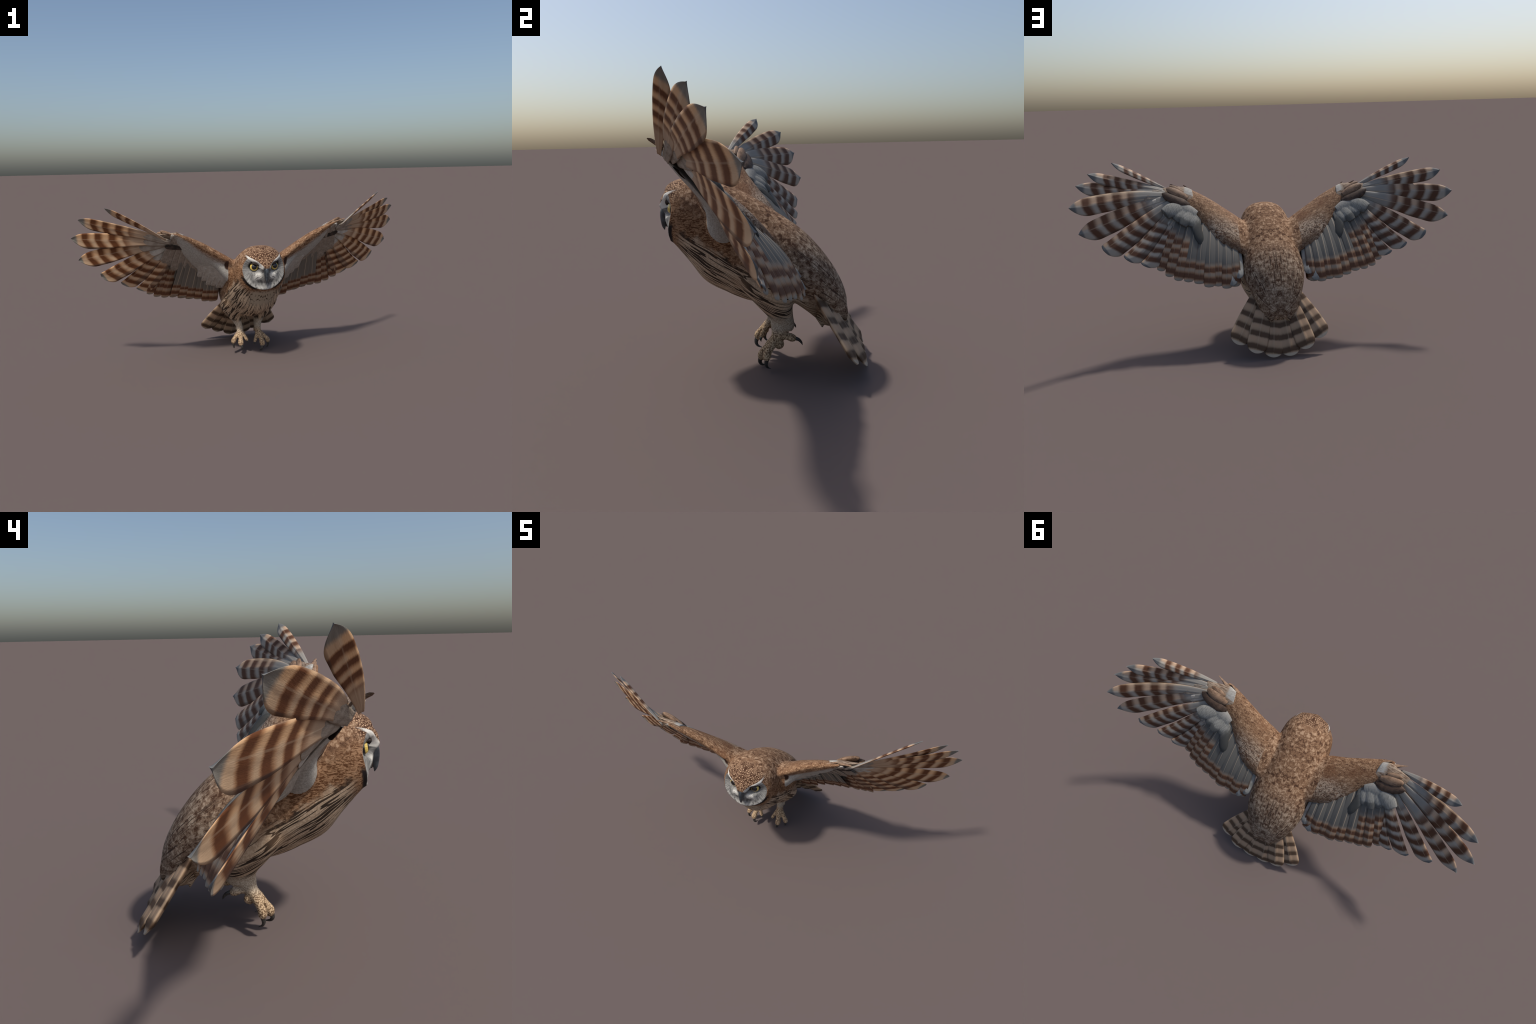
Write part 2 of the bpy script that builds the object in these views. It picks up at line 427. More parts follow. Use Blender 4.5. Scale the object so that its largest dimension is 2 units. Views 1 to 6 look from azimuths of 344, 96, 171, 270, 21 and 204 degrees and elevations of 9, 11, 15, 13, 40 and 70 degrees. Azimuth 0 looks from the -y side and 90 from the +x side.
def arm_at(x, k):
    """Point on the arm's chord at span x: k = 0 leading edge, 1 trailing edge."""
    A = np.array(ARM); xs = A[:, 0] * (1 - k) + A[:, 3] * k
    return arr([x] + [np.interp(x, xs, A[:, i] * (1 - k) + A[:, i + 3] * k) for i in (1, 2)])

def place(side, p, tilt):
    """Mirror a +x wing point to the side wanted; the -x wing hangs a little lower."""
    x, y, z = p
    if side > 0: return arr((x, y, z))
    a = math.radians(tilt); dx, dz = x - 0.10, z - 0.55
    return arr((-(0.10 + dx * math.cos(a) + dz * math.sin(a)), y, 0.55 - dx * math.sin(a) + dz * math.cos(a)))

def slab(side, rows, tilt, n=28, m=30, dors=0.62):
    """Lens-section slab through (leading, trailing, thickness) rows; bulges dorsally."""
    rings = []
    for r in spline(rows, n):
        E, R = arr(r[:3]), arr(r[3:6]); t = r[6]
        ch = R - E; c = (E + R) / 2
        nrm = unit(np.cross(ch, (0.78, 0.0, 0.62)))
        if nrm[1] < 0: nrm = -nrm                   # dorsal = towards the tail
        ring = []
        for a in np.linspace(0, 2 * math.pi, m, endpoint=False):
            k = math.sin(a); q = t * (dors if k > 0 else 1 - dors) * k
            ring.append(place(side, c - ch / 2 * math.cos(a) + nrm * q, tilt))
        rings.append(ring)
    return loft_rings(rings)

ARM_TILT = 3.6

# legs: rows (x, y, z, half width x, half depth y) for the -x leg
LEG = [
    (-0.099, 0.010, 0.335, 0.076, 0.104),
    (-0.099, 0.016, 0.285, 0.071, 0.096),
    (-0.084, 0.033, 0.228, 0.044, 0.068),
    (-0.066, 0.048, 0.186, 0.0255, 0.047),
    (-0.058, 0.040, 0.162, 0.021, 0.036),
    (-0.055, 0.026, 0.142, 0.0195, 0.026),
    (-0.058, 0.016, 0.122, 0.020, 0.020),
]
TOES = [  # each row: x, y, z, r, last row is the claw root
    [(-0.060, 0.018, 0.130, 0.013), (-0.078, 0.006, 0.113, 0.0125), (-0.096, -0.006, 0.097, 0.0115), (-0.107, -0.013, 0.082, 0.0135), (-0.109, -0.010, 0.066, 0.0095)],
    [(-0.057, 0.014, 0.130, 0.015), (-0.060, -0.004, 0.112, 0.0135), (-0.064, -0.021, 0.092, 0.0120), (-0.067, -0.034, 0.071, 0.0155), (-0.064, -0.038, 0.053, 0.0095)],
    [(-0.052, 0.018, 0.130, 0.012), (-0.042, 0.003, 0.114, 0.0105), (-0.033, -0.008, 0.099, 0.0090), (-0.026, -0.015, 0.085, 0.0100), (-0.021, -0.019, 0.074, 0.0065)],
    [(-0.055, 0.030, 0.140, 0.013), (-0.055, 0.055, 0.136, 0.0115), (-0.056, 0.074, 0.131, 0.0130), (-0.056, 0.088, 0.127, 0.0085)],
]
CLAWS = [
    [(-0.109, -0.013, 0.070, 0.0085), (-0.108, -0.016, 0.053, 0.0065), (-0.105, -0.012, 0.040, 0.0042), (-0.101, 0.000, 0.033, 0.0010)],
    [(-0.065, -0.041, 0.058, 0.0090), (-0.061, -0.044, 0.043, 0.0072), (-0.056, -0.037, 0.031, 0.0045), (-0.048, -0.018, 0.026, 0.0010)],
    [(-0.023, -0.018, 0.079, 0.0060), (-0.019, -0.021, 0.071, 0.0048), (-0.016, -0.019, 0.061, 0.0008)],
    [(-0.056, 0.082, 0.130, 0.0080), (-0.056, 0.097, 0.125, 0.0060), (-0.056, 0.107, 0.115, 0.0040), (-0.057, 0.111, 0.105, 0.0008)],
]

def foot_point(side, p):
    """The +x leg hangs lower and further back than the -x one."""
    if side < 0: return arr(p)
    k = min(1.0, max(0.0, (0.27 - p[2]) / 0.13))    # 0 at the thigh, 1 at the foot
    drop = 0.0225 + 0.004 * max(0, (0.12 - p[2]) / 0.1)
    return arr((-p[0] + 0.011 * k, p[1] + 0.030 * k, p[2] - drop * k))

def leg_parts(side):
    parts = []
    rings = []
    for x, y, z, a, b in spline(LEG, 30):
        c = foot_point(side, (x, y, z))
        rings.append([c + arr((a * math.sin(t), -b * math.cos(t), 0.35 * b * math.cos(t) if z > 0.16 else 0)) for t in np.linspace(0, 2 * math.pi, 24, endpoint=False)])
    parts.append(loft_rings(rings))
    for toe in TOES:
        parts.append(tube([(*foot_point(side, t[:3]), t[3] * 1.16) for t in toe], 18, 12))
    # pad under the foot
    parts.append(tube([(*foot_point(side, (-0.060, 0.035, 0.120)), 0.010), (*foot_point(side, (-0.062, 0.030, 0.107)), 0.016), (*foot_point(side, (-0.066, 0.018, 0.095)), 0.008)], 12, 12))
    return parts

# tail coverts: the rump ends in ragged tufts over the tail, a wedge below it
TUFTS = [
    [(0.035, 0.270, 0.235, 0.030), (0.045, 0.286, 0.200, 0.020), (0.042, 0.298, 0.165, 0.003)],
    [(-0.035, 0.270, 0.235, 0.030), (-0.045, 0.286, 0.200, 0.020), (-0.042, 0.298, 0.165, 0.003)],
    [(0.000, 0.265, 0.250, 0.030), (0.000, 0.282, 0.220, 0.018), (0.000, 0.292, 0.196, 0.003)],
    [(0.000, 0.175, 0.262, 0.034), (0.030, 0.194, 0.206, 0.023), (0.045, 0.214, 0.140, 0.003)],
    [(0.000, 0.175, 0.262, 0.034), (-0.030, 0.194, 0.206, 0.023), (-0.045, 0.214, 0.140, 0.003)],
    [(0.075, 0.120, 0.290, 0.042), (0.085, 0.165, 0.240, 0.026), (0.080, 0.192, 0.190, 0.004)],
    [(-0.075, 0.120, 0.290, 0.042), (-0.085, 0.165, 0.240, 0.026), (-0.080, 0.192, 0.190, 0.004)],
]

def body_mesh():
    parts = [torso_part()]
    for side in (1, -1):
        parts.append(slab(side, ARM, ARM_TILT))
        parts += leg_parts(side)
    for t in TUFTS: parts.append(tube(t, 16, 14))
    for side in (1, -1):                            # muscle under the wing root
        pit = [(0.080, -0.110, 0.480, 0.070), (0.140, -0.118, 0.530, 0.058), (0.200, -0.124, 0.585, 0.040), (0.270, -0.140, 0.645, 0.022), (0.320, -0.155, 0.690, 0.008)]
        parts.append(tube([(*place(side, p[:3], 2.5), p[3]) for p in pit], 20, 20))
    vs, fs = [], []
    for pv, pf in parts:
        o = len(vs); vs += [tuple(p) for p in pv]; fs += [tuple(i + o for i in f) for f in pf]
    ob = mesh_object("raw_body", vs, fs, MAT["plumage"])
    r = ob.modifiers.new("fuse", "REMESH"); r.mode = "VOXEL"; r.voxel_size = 0.0042
    sm = ob.modifiers.new("soften", "SMOOTH"); sm.factor = 0.5; sm.iterations = 5
    dg = bpy.context.evaluated_depsgraph_get()
    me = bpy.data.meshes.new_from_object(ob.evaluated_get(dg))
    raw = ob.data; bpy.data.objects.remove(ob); bpy.data.meshes.remove(raw)
    return me

def relax_trunk(me, rounds=22):
    """Soften the joins of thigh, shoulder and rump; the feet keep their form."""
    n = len(me.vertices); co = np.empty(n * 3); me.vertices.foreach_get("co", co); co = co.reshape(-1, 3)
    e = np.empty(len(me.edges) * 2, int); me.edges.foreach_get("vertices", e); e = e.reshape(-1, 2)
    deg = np.bincount(e.ravel(), minlength=n)[:, None]
    w = np.clip((co[:, 2] - 0.19) / 0.04, 0, 1)[:, None] * 0.5
    w = w * np.where((abs(co[:, 0]) > 0.40), 0.3, 1.0)[:, None]
    start = co.copy()
    for _ in range(rounds):
        acc = np.stack([np.bincount(e[:, 0], co[e[:, 1], k], n) + np.bincount(e[:, 1], co[e[:, 0], k], n) for k in range(3)], 1)
        co += w * (acc / deg - co)
    me.vertices.foreach_set("co", co.ravel()); me.update()

def shape_face(me):
    """Sockets, brow ridges, disc rim and ruff, as displacement of the head's front."""
    n = len(me.vertices); co = np.empty(n * 3); me.vertices.foreach_get("co", co); co = co.reshape(-1, 3)
    nr = np.empty(n * 3); me.vertices.foreach_get("normal", nr); nr = nr.reshape(-1, 3)
    ax, y, z = abs(co[:, 0]), co[:, 1], co[:, 2]
    front = np.clip((-0.262 - y) / 0.02, 0, 1)
    d = np.hypot(ax - 0.057, z - 0.580)
    dy = 0.040 * np.exp(-(d / 0.0285) ** 4) * front
    dy += 0.013 * front * np.clip((0.575 - z) / 0.02, 0, 1) * np.clip((z - 0.462) / 0.03, 0, 1) * np.exp(-((ax - 0.028) / 0.032) ** 2)
    dy += 0.020 * front * np.exp(-((ax - 0.098) / 0.026) ** 2 - ((z - 0.575) / 0.042) ** 2)   # cheeks fall back, so the eye shows in profile
    a, b = arr((0.018, 0.586)), arr((0.090, 0.642))
    t = np.clip(((ax - a[0]) * (b - a)[0] + (z - a[1]) * (b - a)[1]) / ((b - a) @ (b - a)), 0, 1)
    db = np.hypot(ax - a[0] - t * (b - a)[0], z - a[1] - t * (b - a)[1])
    ridge = 0.007 * np.exp(-(db / 0.011) ** 2) * front
    rr = np.hypot(co[:, 0] / 0.118, (z - 0.562) / 0.106)
    rim = 0.004 * np.exp(-((rr - 0.99) / 0.07) ** 2) * front * np.clip((0.64 - z) / 0.03, 0, 1)
    hollow = 0.006 * np.exp(-((rr - 0.72) / 0.16) ** 2) * front
    puff = 0.002 * np.exp(-(np.hypot(ax - 0.030, z - 0.535) / 0.018) ** 2) * front
    co += nr * (rim + puff - hollow)[:, None]
    co[:, 1] += dy - ridge * 0.8
    co[:, 2] -= ridge * 0.2
    me.vertices.foreach_set("co", co.ravel()); me.update()

def region_of(c):
    x, y, z = c; axx = abs(x); sd = "p" if x > 0 else "m"
    if z < 0.215 and y < 0.135 and not (y < -0.02 and z > 0.19): return "leg_" + sd
    if axx > 0.165 and z > 0.44: return "wing_" + sd
    if 0.27 * y - 0.11 * z < -0.124: return "head"
    return "torso"

def split_body():
    me = body_mesh(); relax_trunk(me); shape_face(me)
    n = len(me.vertices); co = np.empty(n * 3); me.vertices.foreach_get("co", co); co = co.reshape(-1, 3)
    nr = np.empty(n * 3); me.vertices.foreach_get("normal", nr); nr = nr.reshape(-1, 3)
    groups = {}
    for p in me.polygons: groups.setdefault(region_of(p.center), []).append(tuple(p.vertices))
    out = {}
    for key, polys in groups.items():
        used = sorted({i for f in polys for i in f}); idx = {v: i for i, v in enumerate(used)}
        m2 = bpy.data.meshes.new(key)
        m2.from_pydata([tuple(co[i]) for i in used], [], [tuple(idx[i] for i in f) for f in polys]); m2.update()
        m2.polygons.foreach_set("use_smooth", [True] * len(m2.polygons))
        m2.normals_split_custom_set_from_vertices([tuple(nr[i]) for i in used])
        name = key.split("_")[0]
        m2.materials.append(MAT["arm"] if name == "wing" else MAT["plumage"])
        ob = bpy.data.objects.new(name, m2); bpy.context.scene.collection.objects.link(ob); ob.parent = owl
        out[key] = ob
    bpy.data.meshes.remove(me)
    return out

BODY = split_body()

# ------------------------------------------------------------------ head pieces
def sphere(name, c, r, mat, parent, gaze):
    bm = bmesh.new(); bmesh.ops.create_uvsphere(bm, u_segments=40, v_segments=24, radius=r)
    vs = [tuple(v.co) for v in bm.verts]; fs = [tuple(v.index for v in f.verts) for f in bm.faces]; bm.free()
    m = Matrix.Translation(V(c)) @ V(gaze).to_track_quat("Z", "Y").to_matrix().to_4x4()
    return mesh_object(name, vs, fs, mat, parent, True, m)

for sd in (1, -1):
    sphere("eye", (sd * 0.0560, -0.3090, 0.5800), 0.0250, MAT["eye"], BODY["head"], (sd * 0.16, -1, 0.17))
    # dark lid tube, thickened to model the brow's shade over the eye
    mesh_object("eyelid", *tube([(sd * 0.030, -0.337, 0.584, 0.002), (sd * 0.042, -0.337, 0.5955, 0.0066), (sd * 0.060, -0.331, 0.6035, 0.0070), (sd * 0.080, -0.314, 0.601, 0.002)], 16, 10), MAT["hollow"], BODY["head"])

beak = [(0, -0.350, 0.582, 0.013), (0, -0.359, 0.565, 0.0165), (0, -0.3625, 0.545, 0.0160), (0, -0.3645, 0.525, 0.0125), (0, -0.3660, 0.508, 0.0075), (0, -0.3640, 0.494, 0.0012)]
bv, bf = tube(beak, 26, 18)
bv = [(p[0] * (0.86 - 0.10 * (p[1] < -0.368)), p[1], p[2]) for p in bv]
mesh_object("beak", bv, bf, MAT["beak"], BODY["head"])
mesh_object("beak", *tube([(0, -0.347, 0.540, 0.012), (0, -0.352, 0.520, 0.0095), (0, -0.353, 0.505, 0.004)], 12, 12), MAT["hollow"], BODY["head"])

# ------------------------------------------------------------------ claws
for sd, key in ((1, "leg_p"), (-1, "leg_m")):
    for cl in CLAWS:
        rows = [(*foot_point(sd, c[:3]), c[3]) for c in cl]
        vs, fs = tube(rows, 20, 12)
        vs = [(p[0], p[1], max(p[2], 0.0)) for p in vs]
        mesh_object("claw", vs, fs, MAT["claw"], BODY[key])

# ------------------------------------------------------------------ feathers
def feather(name, tip, base, lead, W, mat, parent, style="blunt", sag=0.0, thick=0.006, skew=0.0,
            camber=0.06, root=0.45, dorsal=None, lift=0.0, nu=40, nv=10, wav=0.0, props=None, bend=0.0):
    """A solid vane in its own frame: x from tip to base, y to the leading edge, z dorsal."""
    tip, base = arr(tip), arr(base); L = np.linalg.norm(base - tip)
    X = (base - tip) / L
    Y = arr(lead) - X * (arr(lead) @ X); Y = unit(Y); Z = np.cross(X, Y)
    flip = 1.0
    if dorsal is not None and Z @ arr(dorsal) < 0: flip = -1.0   # keep y to the lead, mirror z
    ph = RNG.uniform(0, 6.28)
    us = np.concatenate([np.linspace(0, 0.25, nu // 2, endpoint=False) ** 1.0, np.linspace(0.25, 1, nu // 2 + 1)])
    us[1:nu // 2] = 0.25 * (np.arange(1, nu // 2) / (nu // 2)) ** 1.5
    top, bot = [], []
    tl = {"pointed": 0.22, "blunt": 0.15, "square": 0.085, "round": 0.16, "spike": 1.0}[style]
    for u in us:
        q = min(1.0, u / tl)
        if style == "pointed": prof = 1 - (1 - q) ** 2.5
        elif style == "spike": prof = q
        elif style == "square": prof = 0.30 * min(1, q * 9) + 0.70 * math.sqrt(max(0, 1 - (1 - q) ** 2))
        elif style == "round": prof = math.sqrt(max(0, 1 - (1 - q) ** 2))
        else: prof = 0.22 * min(1, q * 12) + 0.78 * math.sqrt(max(0, 1 - (1 - q) ** 1.9))
        taper = 1 - (1 - root) * max(0.0, (u - 0.35) / 0.65) ** 1.3
        hw = W / 2 * prof * taper * (1 + wav * math.sin(u * 40 + ph) * 0.5)
        cy = -skew * W * (1 - (1 - q) ** 2) + skew * W * max(0.0, (u - 0.4) / 0.6) + bend * 4 * u * (1 - u)
        zc = sag * 4 * u * (1 - u) + lift
        rt, rb = [], []
        for j in range(nv + 1):
            v = -1 + 2 * j / nv
            t = thick * (0.16 + 0.84 * (1 - v * v) ** 0.8) * min(1.0, 0.25 + q) * min(1.0, 0.25 + (1 - u) / 0.18) * 0.5
            ridge = thick * 0.35 * math.exp(-(v / 0.13) ** 2) * min(1, u * 8)
            zz = zc - camber * W * v * v
            rt.append((u * L, cy + v * hw, flip * (zz + t + ridge)))
            rb.append((u * L, cy + v * hw, flip * (zz - t - ridge * 0.6)))
        top.append(rt); bot.append(rb)
    n, m = len(us), nv + 1
    vs = [p for r in top for p in r] + [p for r in bot for p in r]; o = n * m; fs = []
    for i in range(n - 1):
        for j in range(nv):
            a, b, c, d = i * m + j, i * m + j + 1, (i + 1) * m + j + 1, (i + 1) * m + j
            fs.append((a, b, c, d)); fs.append((o + a, o + d, o + c, o + b))
        for j in (0, nv):
            fs.append((i * m + j, (i + 1) * m + j, o + (i + 1) * m + j, o + i * m + j))
    for i in (0, n - 1):
        for j in range(nv):
            fs.append((i * m + j, i * m + j + 1, o + i * m + j + 1, o + i * m + j))
    M = Matrix(((X[0], Y[0], Z[0], tip[0]), (X[1], Y[1], Z[1], tip[1]), (X[2], Y[2], Z[2], tip[2]), (0, 0, 0, 1)))
    ob = mesh_object(name, vs, fs, mat[0] if isinstance(mat, tuple) else mat, parent, True, M)
    p = dict(width=W, first=0.06, period=0.065, fade=0.6 * L, tip=0.02); p.update(props or {})
    for k, val in p.items(): ob[k] = float(val)
    if isinstance(mat, tuple):
        ob.data.materials.clear(); ob.data.materials.append(mat[0]); ob.data.materials.append(mat[1])
        for f in ob.data.polygons:
            if all(v < o for v in f.vertices): f.material_index = 1
    return ob

# flight feathers: tip, base, width, style, bend towards the lead, first bar, period, tip zone
PRIMARY = {
    1: [
        ((0.802, -0.110, 0.957), (0.505, -0.198, 0.785), 0.045, "pointed", 0.004, 0.082, 0.052, 0.050),
        ((0.914, -0.031, 0.912), (0.520, -0.168, 0.788), 0.060, "pointed", 0.004, 0.097, 0.060, 0.055),
        ((0.968, 0.017, 0.862), (0.530, -0.150, 0.785), 0.070, "pointed", 0.010, 0.092, 0.070, 0.050),
        ((0.999, 0.085, 0.764), (0.535, -0.130, 0.775), 0.088, "pointed", 0.032, 0.086, 0.080, 0.042),
        ((0.964, 0.102, 0.634), (0.530, -0.115, 0.760), 0.097, "pointed", 0.030, 0.076, 0.076, 0.030),
        ((0.858, 0.087, 0.542), (0.515, -0.098, 0.735), 0.092, "blunt", 0.028, 0.054, 0.064, 0.018),
        ((0.754, 0.080, 0.487), (0.500, -0.085, 0.710), 0.082, "blunt", 0.012, 0.048, 0.058, 0.016),
        ((0.671, 0.081, 0.448), (0.480, -0.070, 0.685), 0.076, "blunt", 0.002, 0.045, 0.057, 0.014),
    ],
    -1: [
        ((-0.818, -0.118, 0.919), (-0.515, -0.203, 0.757), 0.052, "pointed", 0.004, 0.085, 0.055, 0.050),
        ((-0.958, -0.011, 0.855), (-0.530, -0.165, 0.755), 0.074, "pointed", 0.014, 0.092, 0.072, 0.050),
        ((-1.001, 0.056, 0.748), (-0.540, -0.142, 0.745), 0.090, "pointed", 0.020, 0.086, 0.080, 0.042),
        ((-0.970, 0.090, 0.619), (-0.535, -0.122, 0.732), 0.092, "pointed", 0.026, 0.076, 0.076, 0.030),
        ((-0.850, 0.077, 0.518), (-0.520, -0.105, 0.708), 0.086, "blunt", 0.026, 0.056, 0.070, 0.020),
        ((-0.736, 0.082, 0.462), (-0.505, -0.088, 0.682), 0.076, "blunt", 0.014, 0.048, 0.060, 0.016),
        ((-0.649, 0.083, 0.425), (-0.485, -0.073, 0.655), 0.070, "blunt", 0.002, 0.045, 0.058, 0.014),
    ],
}
SECONDARY = [  # +x side: tip, span position of the root, width
    ((0.593, 0.080, 0.408), 0.445, 0.052),
    ((0.548, 0.100, 0.386), 0.425, 0.054),
    ((0.502, 0.115, 0.372), 0.402, 0.056),
    ((0.452, 0.129, 0.358), 0.378, 0.060),
    ((0.398, 0.143, 0.346), 0.348, 0.066),
    ((0.348, 0.151, 0.335), 0.314, 0.064),
    ((0.300, 0.156, 0.325), 0.278, 0.060),
    ((0.258, 0.157, 0.320), 0.240, 0.058),
    ((0.215, 0.155, 0.320), 0.205, 0.056),
]
SAG = {1: (0.000, -0.010, -0.013, -0.014, -0.011, -0.008, -0.004, -0.002), -1: (0.000, -0.011, -0.008, -0.003, 0.001, 0.002, 0.002)}
LEADWARD = {1: (0.007, 0.011, 0.006, 0.0, -0.009, -0.013, -0.013, -0.010), -1: (0.011, 0.009, 0.0, -0.006, -0.011, -0.011, -0.008)}
DORSAL = (0.0, 0.85, 0.55)
VENTRAL = arr((0.0, -0.80, -0.60))

def covert_patch(side, parent):
    """Lobes in the patch's own axes: x along the span, y down the wing, z dorsal."""
    O = arr((0.45, -0.088, 0.668)); A = unit(arr((0.90, -0.10, 0.42))); B = arr((-0.05, 0.63, -0.77))
    B = unit(B - A * (A @ B)); N = np.cross(A, B)
    lobes = [                                       # x, y, lift, radius
        [(-0.060, -0.020, 0.000, 0.034), (0.000, -0.025, 0.000, 0.042), (0.070, -0.030, 0.000, 0.038)],
        [(0.040, -0.015, 0.004, 0.040), (0.070, 0.014, 0.010, 0.042), (0.092, 0.050, 0.010, 0.034)],
        [(0.010, 0.000, 0.004, 0.032), (0.020, 0.034, 0.010, 0.028), (0.028, 0.062, 0.008, 0.018)],
        [(-0.024, -0.005, 0.004, 0.032), (-0.020, 0.038, 0.014, 0.029), (-0.016, 0.076, 0.013, 0.021)],
        [(-0.055, -0.005, 0.002, 0.026), (-0.058, 0.030, 0.012, 0.024), (-0.062, 0.062, 0.012, 0.016)],
        [(-0.060, 0.005, 0.004, 0.022), (-0.092, 0.062, 0.012, 0.026), (-0.122, 0.108, 0.014, 0.024), (-0.142, 0.138, 0.012, 0.010)],
    ]
    vs, fs = [], []
    for lb in lobes:
        pv, pf = tube([(a, b, c / 0.45, r) for a, b, c, r in lb], 20, 18)
        o = len(vs); vs += [(p[0], p[1], p[2] * 0.45 + 0.004) for p in pv]; fs += [tuple(i + o for i in f) for f in pf]
    raw = mesh_object("raw_covert", vs, fs, MAT["covert"])
    m = raw.modifiers.new("fuse", "REMESH"); m.mode = "VOXEL"; m.voxel_size = 0.0028
    m = raw.modifiers.new("soften", "SMOOTH"); m.factor = 0.5; m.iterations = 3
    me = bpy.data.meshes.new_from_object(raw.evaluated_get(bpy.context.evaluated_depsgraph_get()))
    old = raw.data; bpy.data.objects.remove(raw); bpy.data.meshes.remove(old)
    def world(p):
        return place(side, O + A * p[0] + B * p[1] + N * p[2], ARM_TILT + 0.3)
    w0 = world((0, 0, 0)); X, Y, Z = (world(e) - w0 for e in ((1, 0, 0), (0, 1, 0), (0, 0, 1)))
    M = Matrix(((X[0], Y[0], Z[0], w0[0]), (X[1], Y[1], Z[1], w0[1]), (X[2], Y[2], Z[2], w0[2]), (0, 0, 0, 1)))
    if side < 0:                                     # keep the matrix a rotation: mirror the mesh instead
        for v in me.vertices: v.co.x = -v.co.x
        me.flip_normals(); M = M @ Matrix.Diagonal((-1, 1, 1, 1))
    me.polygons.foreach_set("use_smooth", [True] * len(me.polygons))
    ob = bpy.data.objects.new("wing_covert", me); bpy.context.scene.collection.objects.link(ob); ob.parent = parent; ob.matrix_world = M; ob["hand"] = float(side)


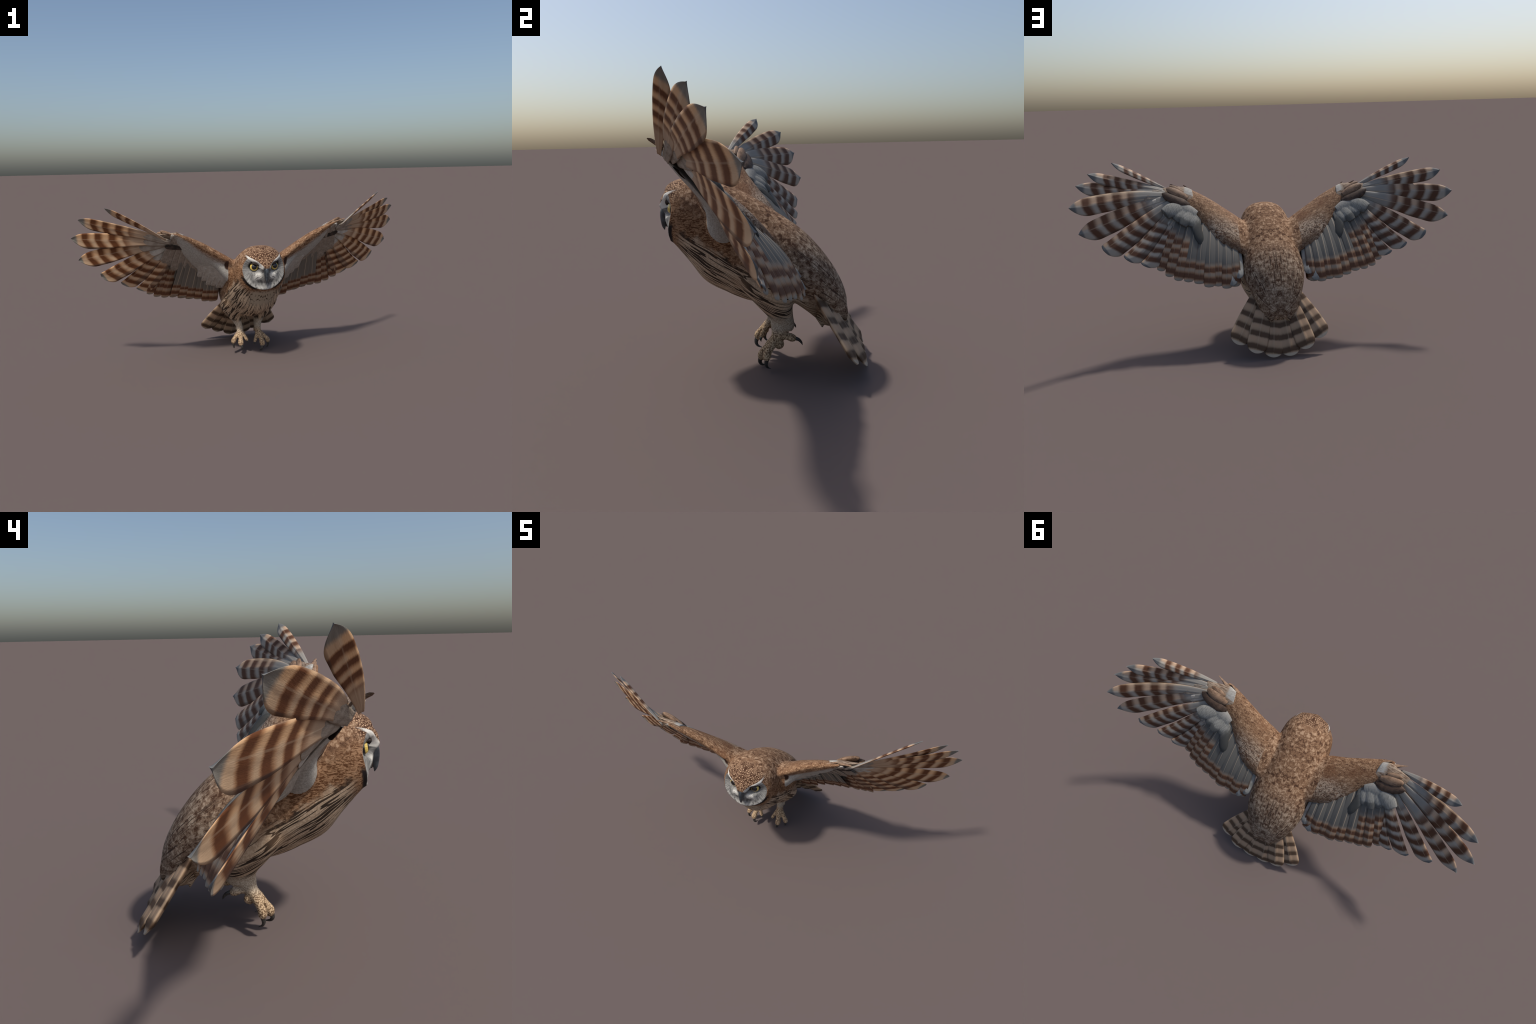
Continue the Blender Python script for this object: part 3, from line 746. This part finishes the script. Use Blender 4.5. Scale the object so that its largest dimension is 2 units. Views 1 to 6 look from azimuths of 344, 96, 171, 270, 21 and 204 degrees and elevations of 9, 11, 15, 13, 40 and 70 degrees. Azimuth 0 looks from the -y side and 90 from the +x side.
for side, key in ((1, "wing_p"), (-1, "wing_m")):
    wing = BODY[key]
    P = PRIMARY[side]
    for i, (tip, base, W, style, bend, first, per, tz) in enumerate(P):
        base = arr(base) + VENTRAL * (0.020 if i < 5 else 0.012)
        a = arr(P[max(i - 1, 0)][0]); b = arr(P[min(i + 1, len(P) - 1)][0])
        lead = a - b
        if i == 0: lead = arr((0.0, -0.78, 0.62))     # the outermost vane stands on edge
        elif i == 1: lead = unit(lead) + arr((0, -0.25, 0.2))
        L = np.linalg.norm(arr(tip) - arr(base))
        feather("primary_feather", tip, base, lead, W * 1.07, MAT["primary"], wing, style, bend=bend - 0.004 + LEADWARD[side][i], sag=SAG[side][i], thick=0.0075, skew=0.20 if style == "pointed" else 0.29,
                dorsal=DORSAL, lift=0.0015 * (i % 2), root=0.25 if i == 0 else 0.45, camber=0.05,
                props=dict(first=first, period=per, fade=L * (0.80 if i > 3 else 0.70), tip=tz))
        # soft under-covert on the fan's ventral side
        k = 0.20 + 0.05 * (i % 2)
        tp = arr(tip) * k + arr(base) * (1 - k) + VENTRAL * 0.006; bs = arr(base) + (arr(base) - arr(tip)) * 0.10 + VENTRAL * 0.008
        if i > 0:
            feather("under_covert", tp, bs, lead, W * 0.62, MAT["taupe" if i < 4 else "lining"], wing, "round", thick=0.009, dorsal=DORSAL, root=0.7, nu=20, camber=0.02)
    S = [(place(side, t, 1.6), place(side, arm_at(rx, 0.76) - VENTRAL * 0.008, 3.0), w) for t, rx, w in SECONDARY]
    S = [(t + (t - r) * RNG.uniform(-0.022, 0.022), r, w) for t, r, w in S]
    for i, (t, r, w) in enumerate(S):
        lead = S[max(i - 1, 0)][0] - S[min(i + 1, len(S) - 1)][0]
        outer = i < 3
        feather("secondary_feather", t, r, lead, w, MAT["secondary"], wing, "square", thick=0.007, skew=0.10, sag=0.024,
                dorsal=DORSAL, lift=0.002 * (i % 2), root=0.8, camber=0.05,
                props=dict(first=0.034, period=0.054, fade=0.24 if outer else 0.125, tip=0.013))
        # rows of soft under-coverts beneath the arm
        le = place(side, arm_at(SECONDARY[i][1], 0.10) + VENTRAL * 0.005, 3.2)
        k = 0.60 - 0.02 * i + 0.03 * (i % 2)
        feather("under_covert", t * (1 - k) + r * k - VENTRAL * 0.004, le, lead, w * 1.05, MAT["taupe"], wing, "round", thick=0.008, sag=0.006, dorsal=DORSAL, root=0.75, nu=24, camber=0.03)
    # pale axillary feathers by the flank
    rows = []
    for x, k, off in ((0.135, 0.62, 0.062), (0.165, 0.58, 0.052), (0.200, 0.55, 0.034), (0.235, 0.54, 0.018), (0.270, 0.60, 0.007), (0.305, 0.72, 0.004), (0.340, 0.92, 0.000), (0.390, 1.0, 0.000), (0.440, 1.0, 0.002), (0.475, 1.0, 0.002)):
        t = arr([x + 0.02] + [np.interp(x, (0.15, 0.35), c) for c in ((0.155, 0.150), (0.320, 0.335))])
        le = arm_at(x, np.interp(x, (0.2, 0.32), (0.34, 0.10))) + VENTRAL * off * 0.85; tr = t * (1 - k) + arm_at(x, 0.62) * k + VENTRAL * off * 0.6
        rows.append((*le, *tr, np.interp(x, (0.3, 0.36, 0.475), (0.024, 0.020, 0.014))))
    mesh_object("wing_lining", *slab(side, rows, 2.8, 36, 28, 0.35), MAT["lining"], wing)
    for i, x in enumerate((0.150, 0.178, 0.206, 0.234, 0.262, 0.290)):
        a_, b_ = (arr([np.interp(x, [r[0] for r in rows], [r[j] for r in rows]) for j in k3]) for k3 in ((0, 1, 2), (3, 4, 5)))
        dn = unit(b_ - a_)
        feather("axillary_feather", place(side, b_ + dn * (0.010 + 0.010 * (i % 2)) + VENTRAL * 0.004, 2.8), place(side, a_ * 0.55 + b_ * 0.45 + VENTRAL * 0.012, 2.8), arr((side, 0, 0.1)), 0.044,
                MAT["lining"], wing, "round", thick=0.009, dorsal=DORSAL, root=0.8, nu=20, camber=0.03)
    # the inner secondaries lie in two layers; this is the one underneath
    for i in range(3, 9):
        t, r, w = S[i]; o = (0.012, 0.014, 0.017, 0.024, 0.036, 0.042)[i - 3]
        feather("secondary_feather", t * 0.92 + r * 0.08 + VENTRAL * o, r + VENTRAL * o * 0.5, S[i - 1][0] - S[min(i + 1, 8)][0], w, MAT["secondary"], wing, "square", thick=0.007, skew=0.10,
                sag=0.004, dorsal=DORSAL, lift=0.002 * (i % 2), root=0.8, camber=0.05, props=dict(first=0.030, period=0.052, fade=0.10, tip=0.010))
    # pale inner tertials by the flank
    for t, x, w, mt in (((0.224, 0.163, 0.330), 0.215, 0.060, "pale"), ((0.187, 0.145, 0.362), 0.185, 0.052, "pale")):
        feather("tertial_feather", place(side, t, 1.6), place(side, arm_at(x, 0.75) - VENTRAL * 0.006, 2.6), arr((side, 0, 0)), w, MAT[mt], wing, "round", thick=0.010, dorsal=DORSAL, root=0.8, nu=24)
    # dorsal coverts: one soft grey patch with rounded lobes behind the wrist
    q = lambda p: place(side, p, ARM_TILT + 0.3)
    covert_patch(side, wing)
    # white down at the wrist, then the alula: stubby lobes and two spikes
    wr = [(0.405, -0.214, 0.784, 0.405, -0.122, 0.682, 0.030), (0.440, -0.221, 0.798, 0.435, -0.138, 0.714, 0.029),
          (0.475, -0.214, 0.800, 0.465, -0.145, 0.737, 0.026), (0.520, -0.202, 0.800, 0.505, -0.145, 0.750, 0.018), (0.560, -0.190, 0.805, 0.550, -0.160, 0.775, 0.006)]
    mesh_object("wrist", *slab(side, wr, ARM_TILT, 22, 24), MAT["white"], wing)
    for path, mt in (
            (((0.420, -0.128, 0.708, 0.014), (0.455, -0.122, 0.722, 0.030), (0.505, -0.126, 0.750, 0.030), (0.540, -0.130, 0.772, 0.021), (0.559, -0.132, 0.784, 0.004)), "umber"),
            (((0.430, -0.152, 0.742, 0.012), (0.465, -0.150, 0.765, 0.024), (0.505, -0.149, 0.789, 0.023), (0.528, -0.150, 0.803, 0.013), (0.535, -0.150, 0.808, 0.003)), "brown"),
            (((0.450, -0.172, 0.772, 0.010), (0.480, -0.170, 0.792, 0.016), (0.508, -0.170, 0.810, 0.012), (0.518, -0.171, 0.818, 0.002)), "brown")):
        vs, fs = tube([(*q(p[:3]), p[3]) for p in path], 26, 18)
        nrm = unit(arr((-0.19 * side, 0.67, 0.56))); mid = q(path[2][:3]); ax_ = unit(q(path[3][:3]) - q(path[0][:3]))
        vs = [arr(v) - nrm * ((arr(v) - mid) @ nrm - 0.10 * 0) * 0.42 for v in vs]
        X = ax_; Z = unit(nrm - X * (X @ nrm)); Y = np.cross(Z, X); tip0 = q(path[-1][:3])
        loc = [((tip0 - v) @ X, (v - tip0) @ Y, (v - tip0) @ Z) for v in vs]
        M = Matrix(((-X[0], Y[0], Z[0], tip0[0]), (-X[1], Y[1], Z[1], tip0[1]), (-X[2], Y[2], Z[2], tip0[2]), (0, 0, 0, 1)))
        M = M @ Matrix.Diagonal((1, -1, 1, 1)); loc = [(p[0], -p[1], p[2]) for p in loc]
        mesh_object("alula_feather", loc, fs, MAT[mt], wing, True, M)
    for t, r, w in (((0.447, -0.233, 0.808), (0.395, -0.214, 0.768), 0.026), ((0.519, -0.241, 0.816), (0.448, -0.212, 0.786), 0.028)):
        feather("alula_spike", q(t), q(r), arr((0, 0.7, -0.7)), w, MAT["brown"], wing, "spike", thick=0.010, dorsal=(0, -0.5, 0.8), root=1.0, nu=16)
    # thin dark plate under the wrist
    feather("wing_hollow", q((0.505, -0.172, 0.732)), q((0.385, -0.170, 0.702)), arr((0.05 * side, -0.63, 0.77)), 0.036, MAT["hollow"], wing, "round", thick=0.005, dorsal=DORSAL, root=0.5, nu=20)  # wing dark patch

# ------------------------------------------------------------------ tail
tail = bpy.data.objects.new("tail", None); bpy.context.scene.collection.objects.link(tail); tail.parent = owl
TAIL = [((0.221, 0.333, 0.080), (0.085, 0.185, 0.295)), ((0.134, 0.368, 0.038), (0.052, 0.205, 0.280)), ((0.046, 0.380, 0.013), (0.018, 0.225, 0.262))]
for side in (1, -1):
    for i, (t, b) in enumerate(TAIL):
        t = arr((t[0] * side + 0.008, t[1], t[2])); b = arr((b[0] * side + 0.004, b[1], b[2]))
        feather("tail_feather", t, b, arr((side, 0, 0)), 0.104, MAT["tail"], tail, "round", thick=0.020, dorsal=DORSAL, root=0.62, camber=-0.02,
                lift=(-0.006, -0.003, -0.009)[i] + (0.001 if side > 0 else 0), props=dict(first=0.036, period=0.066, fade=0.6, tip=0.018))
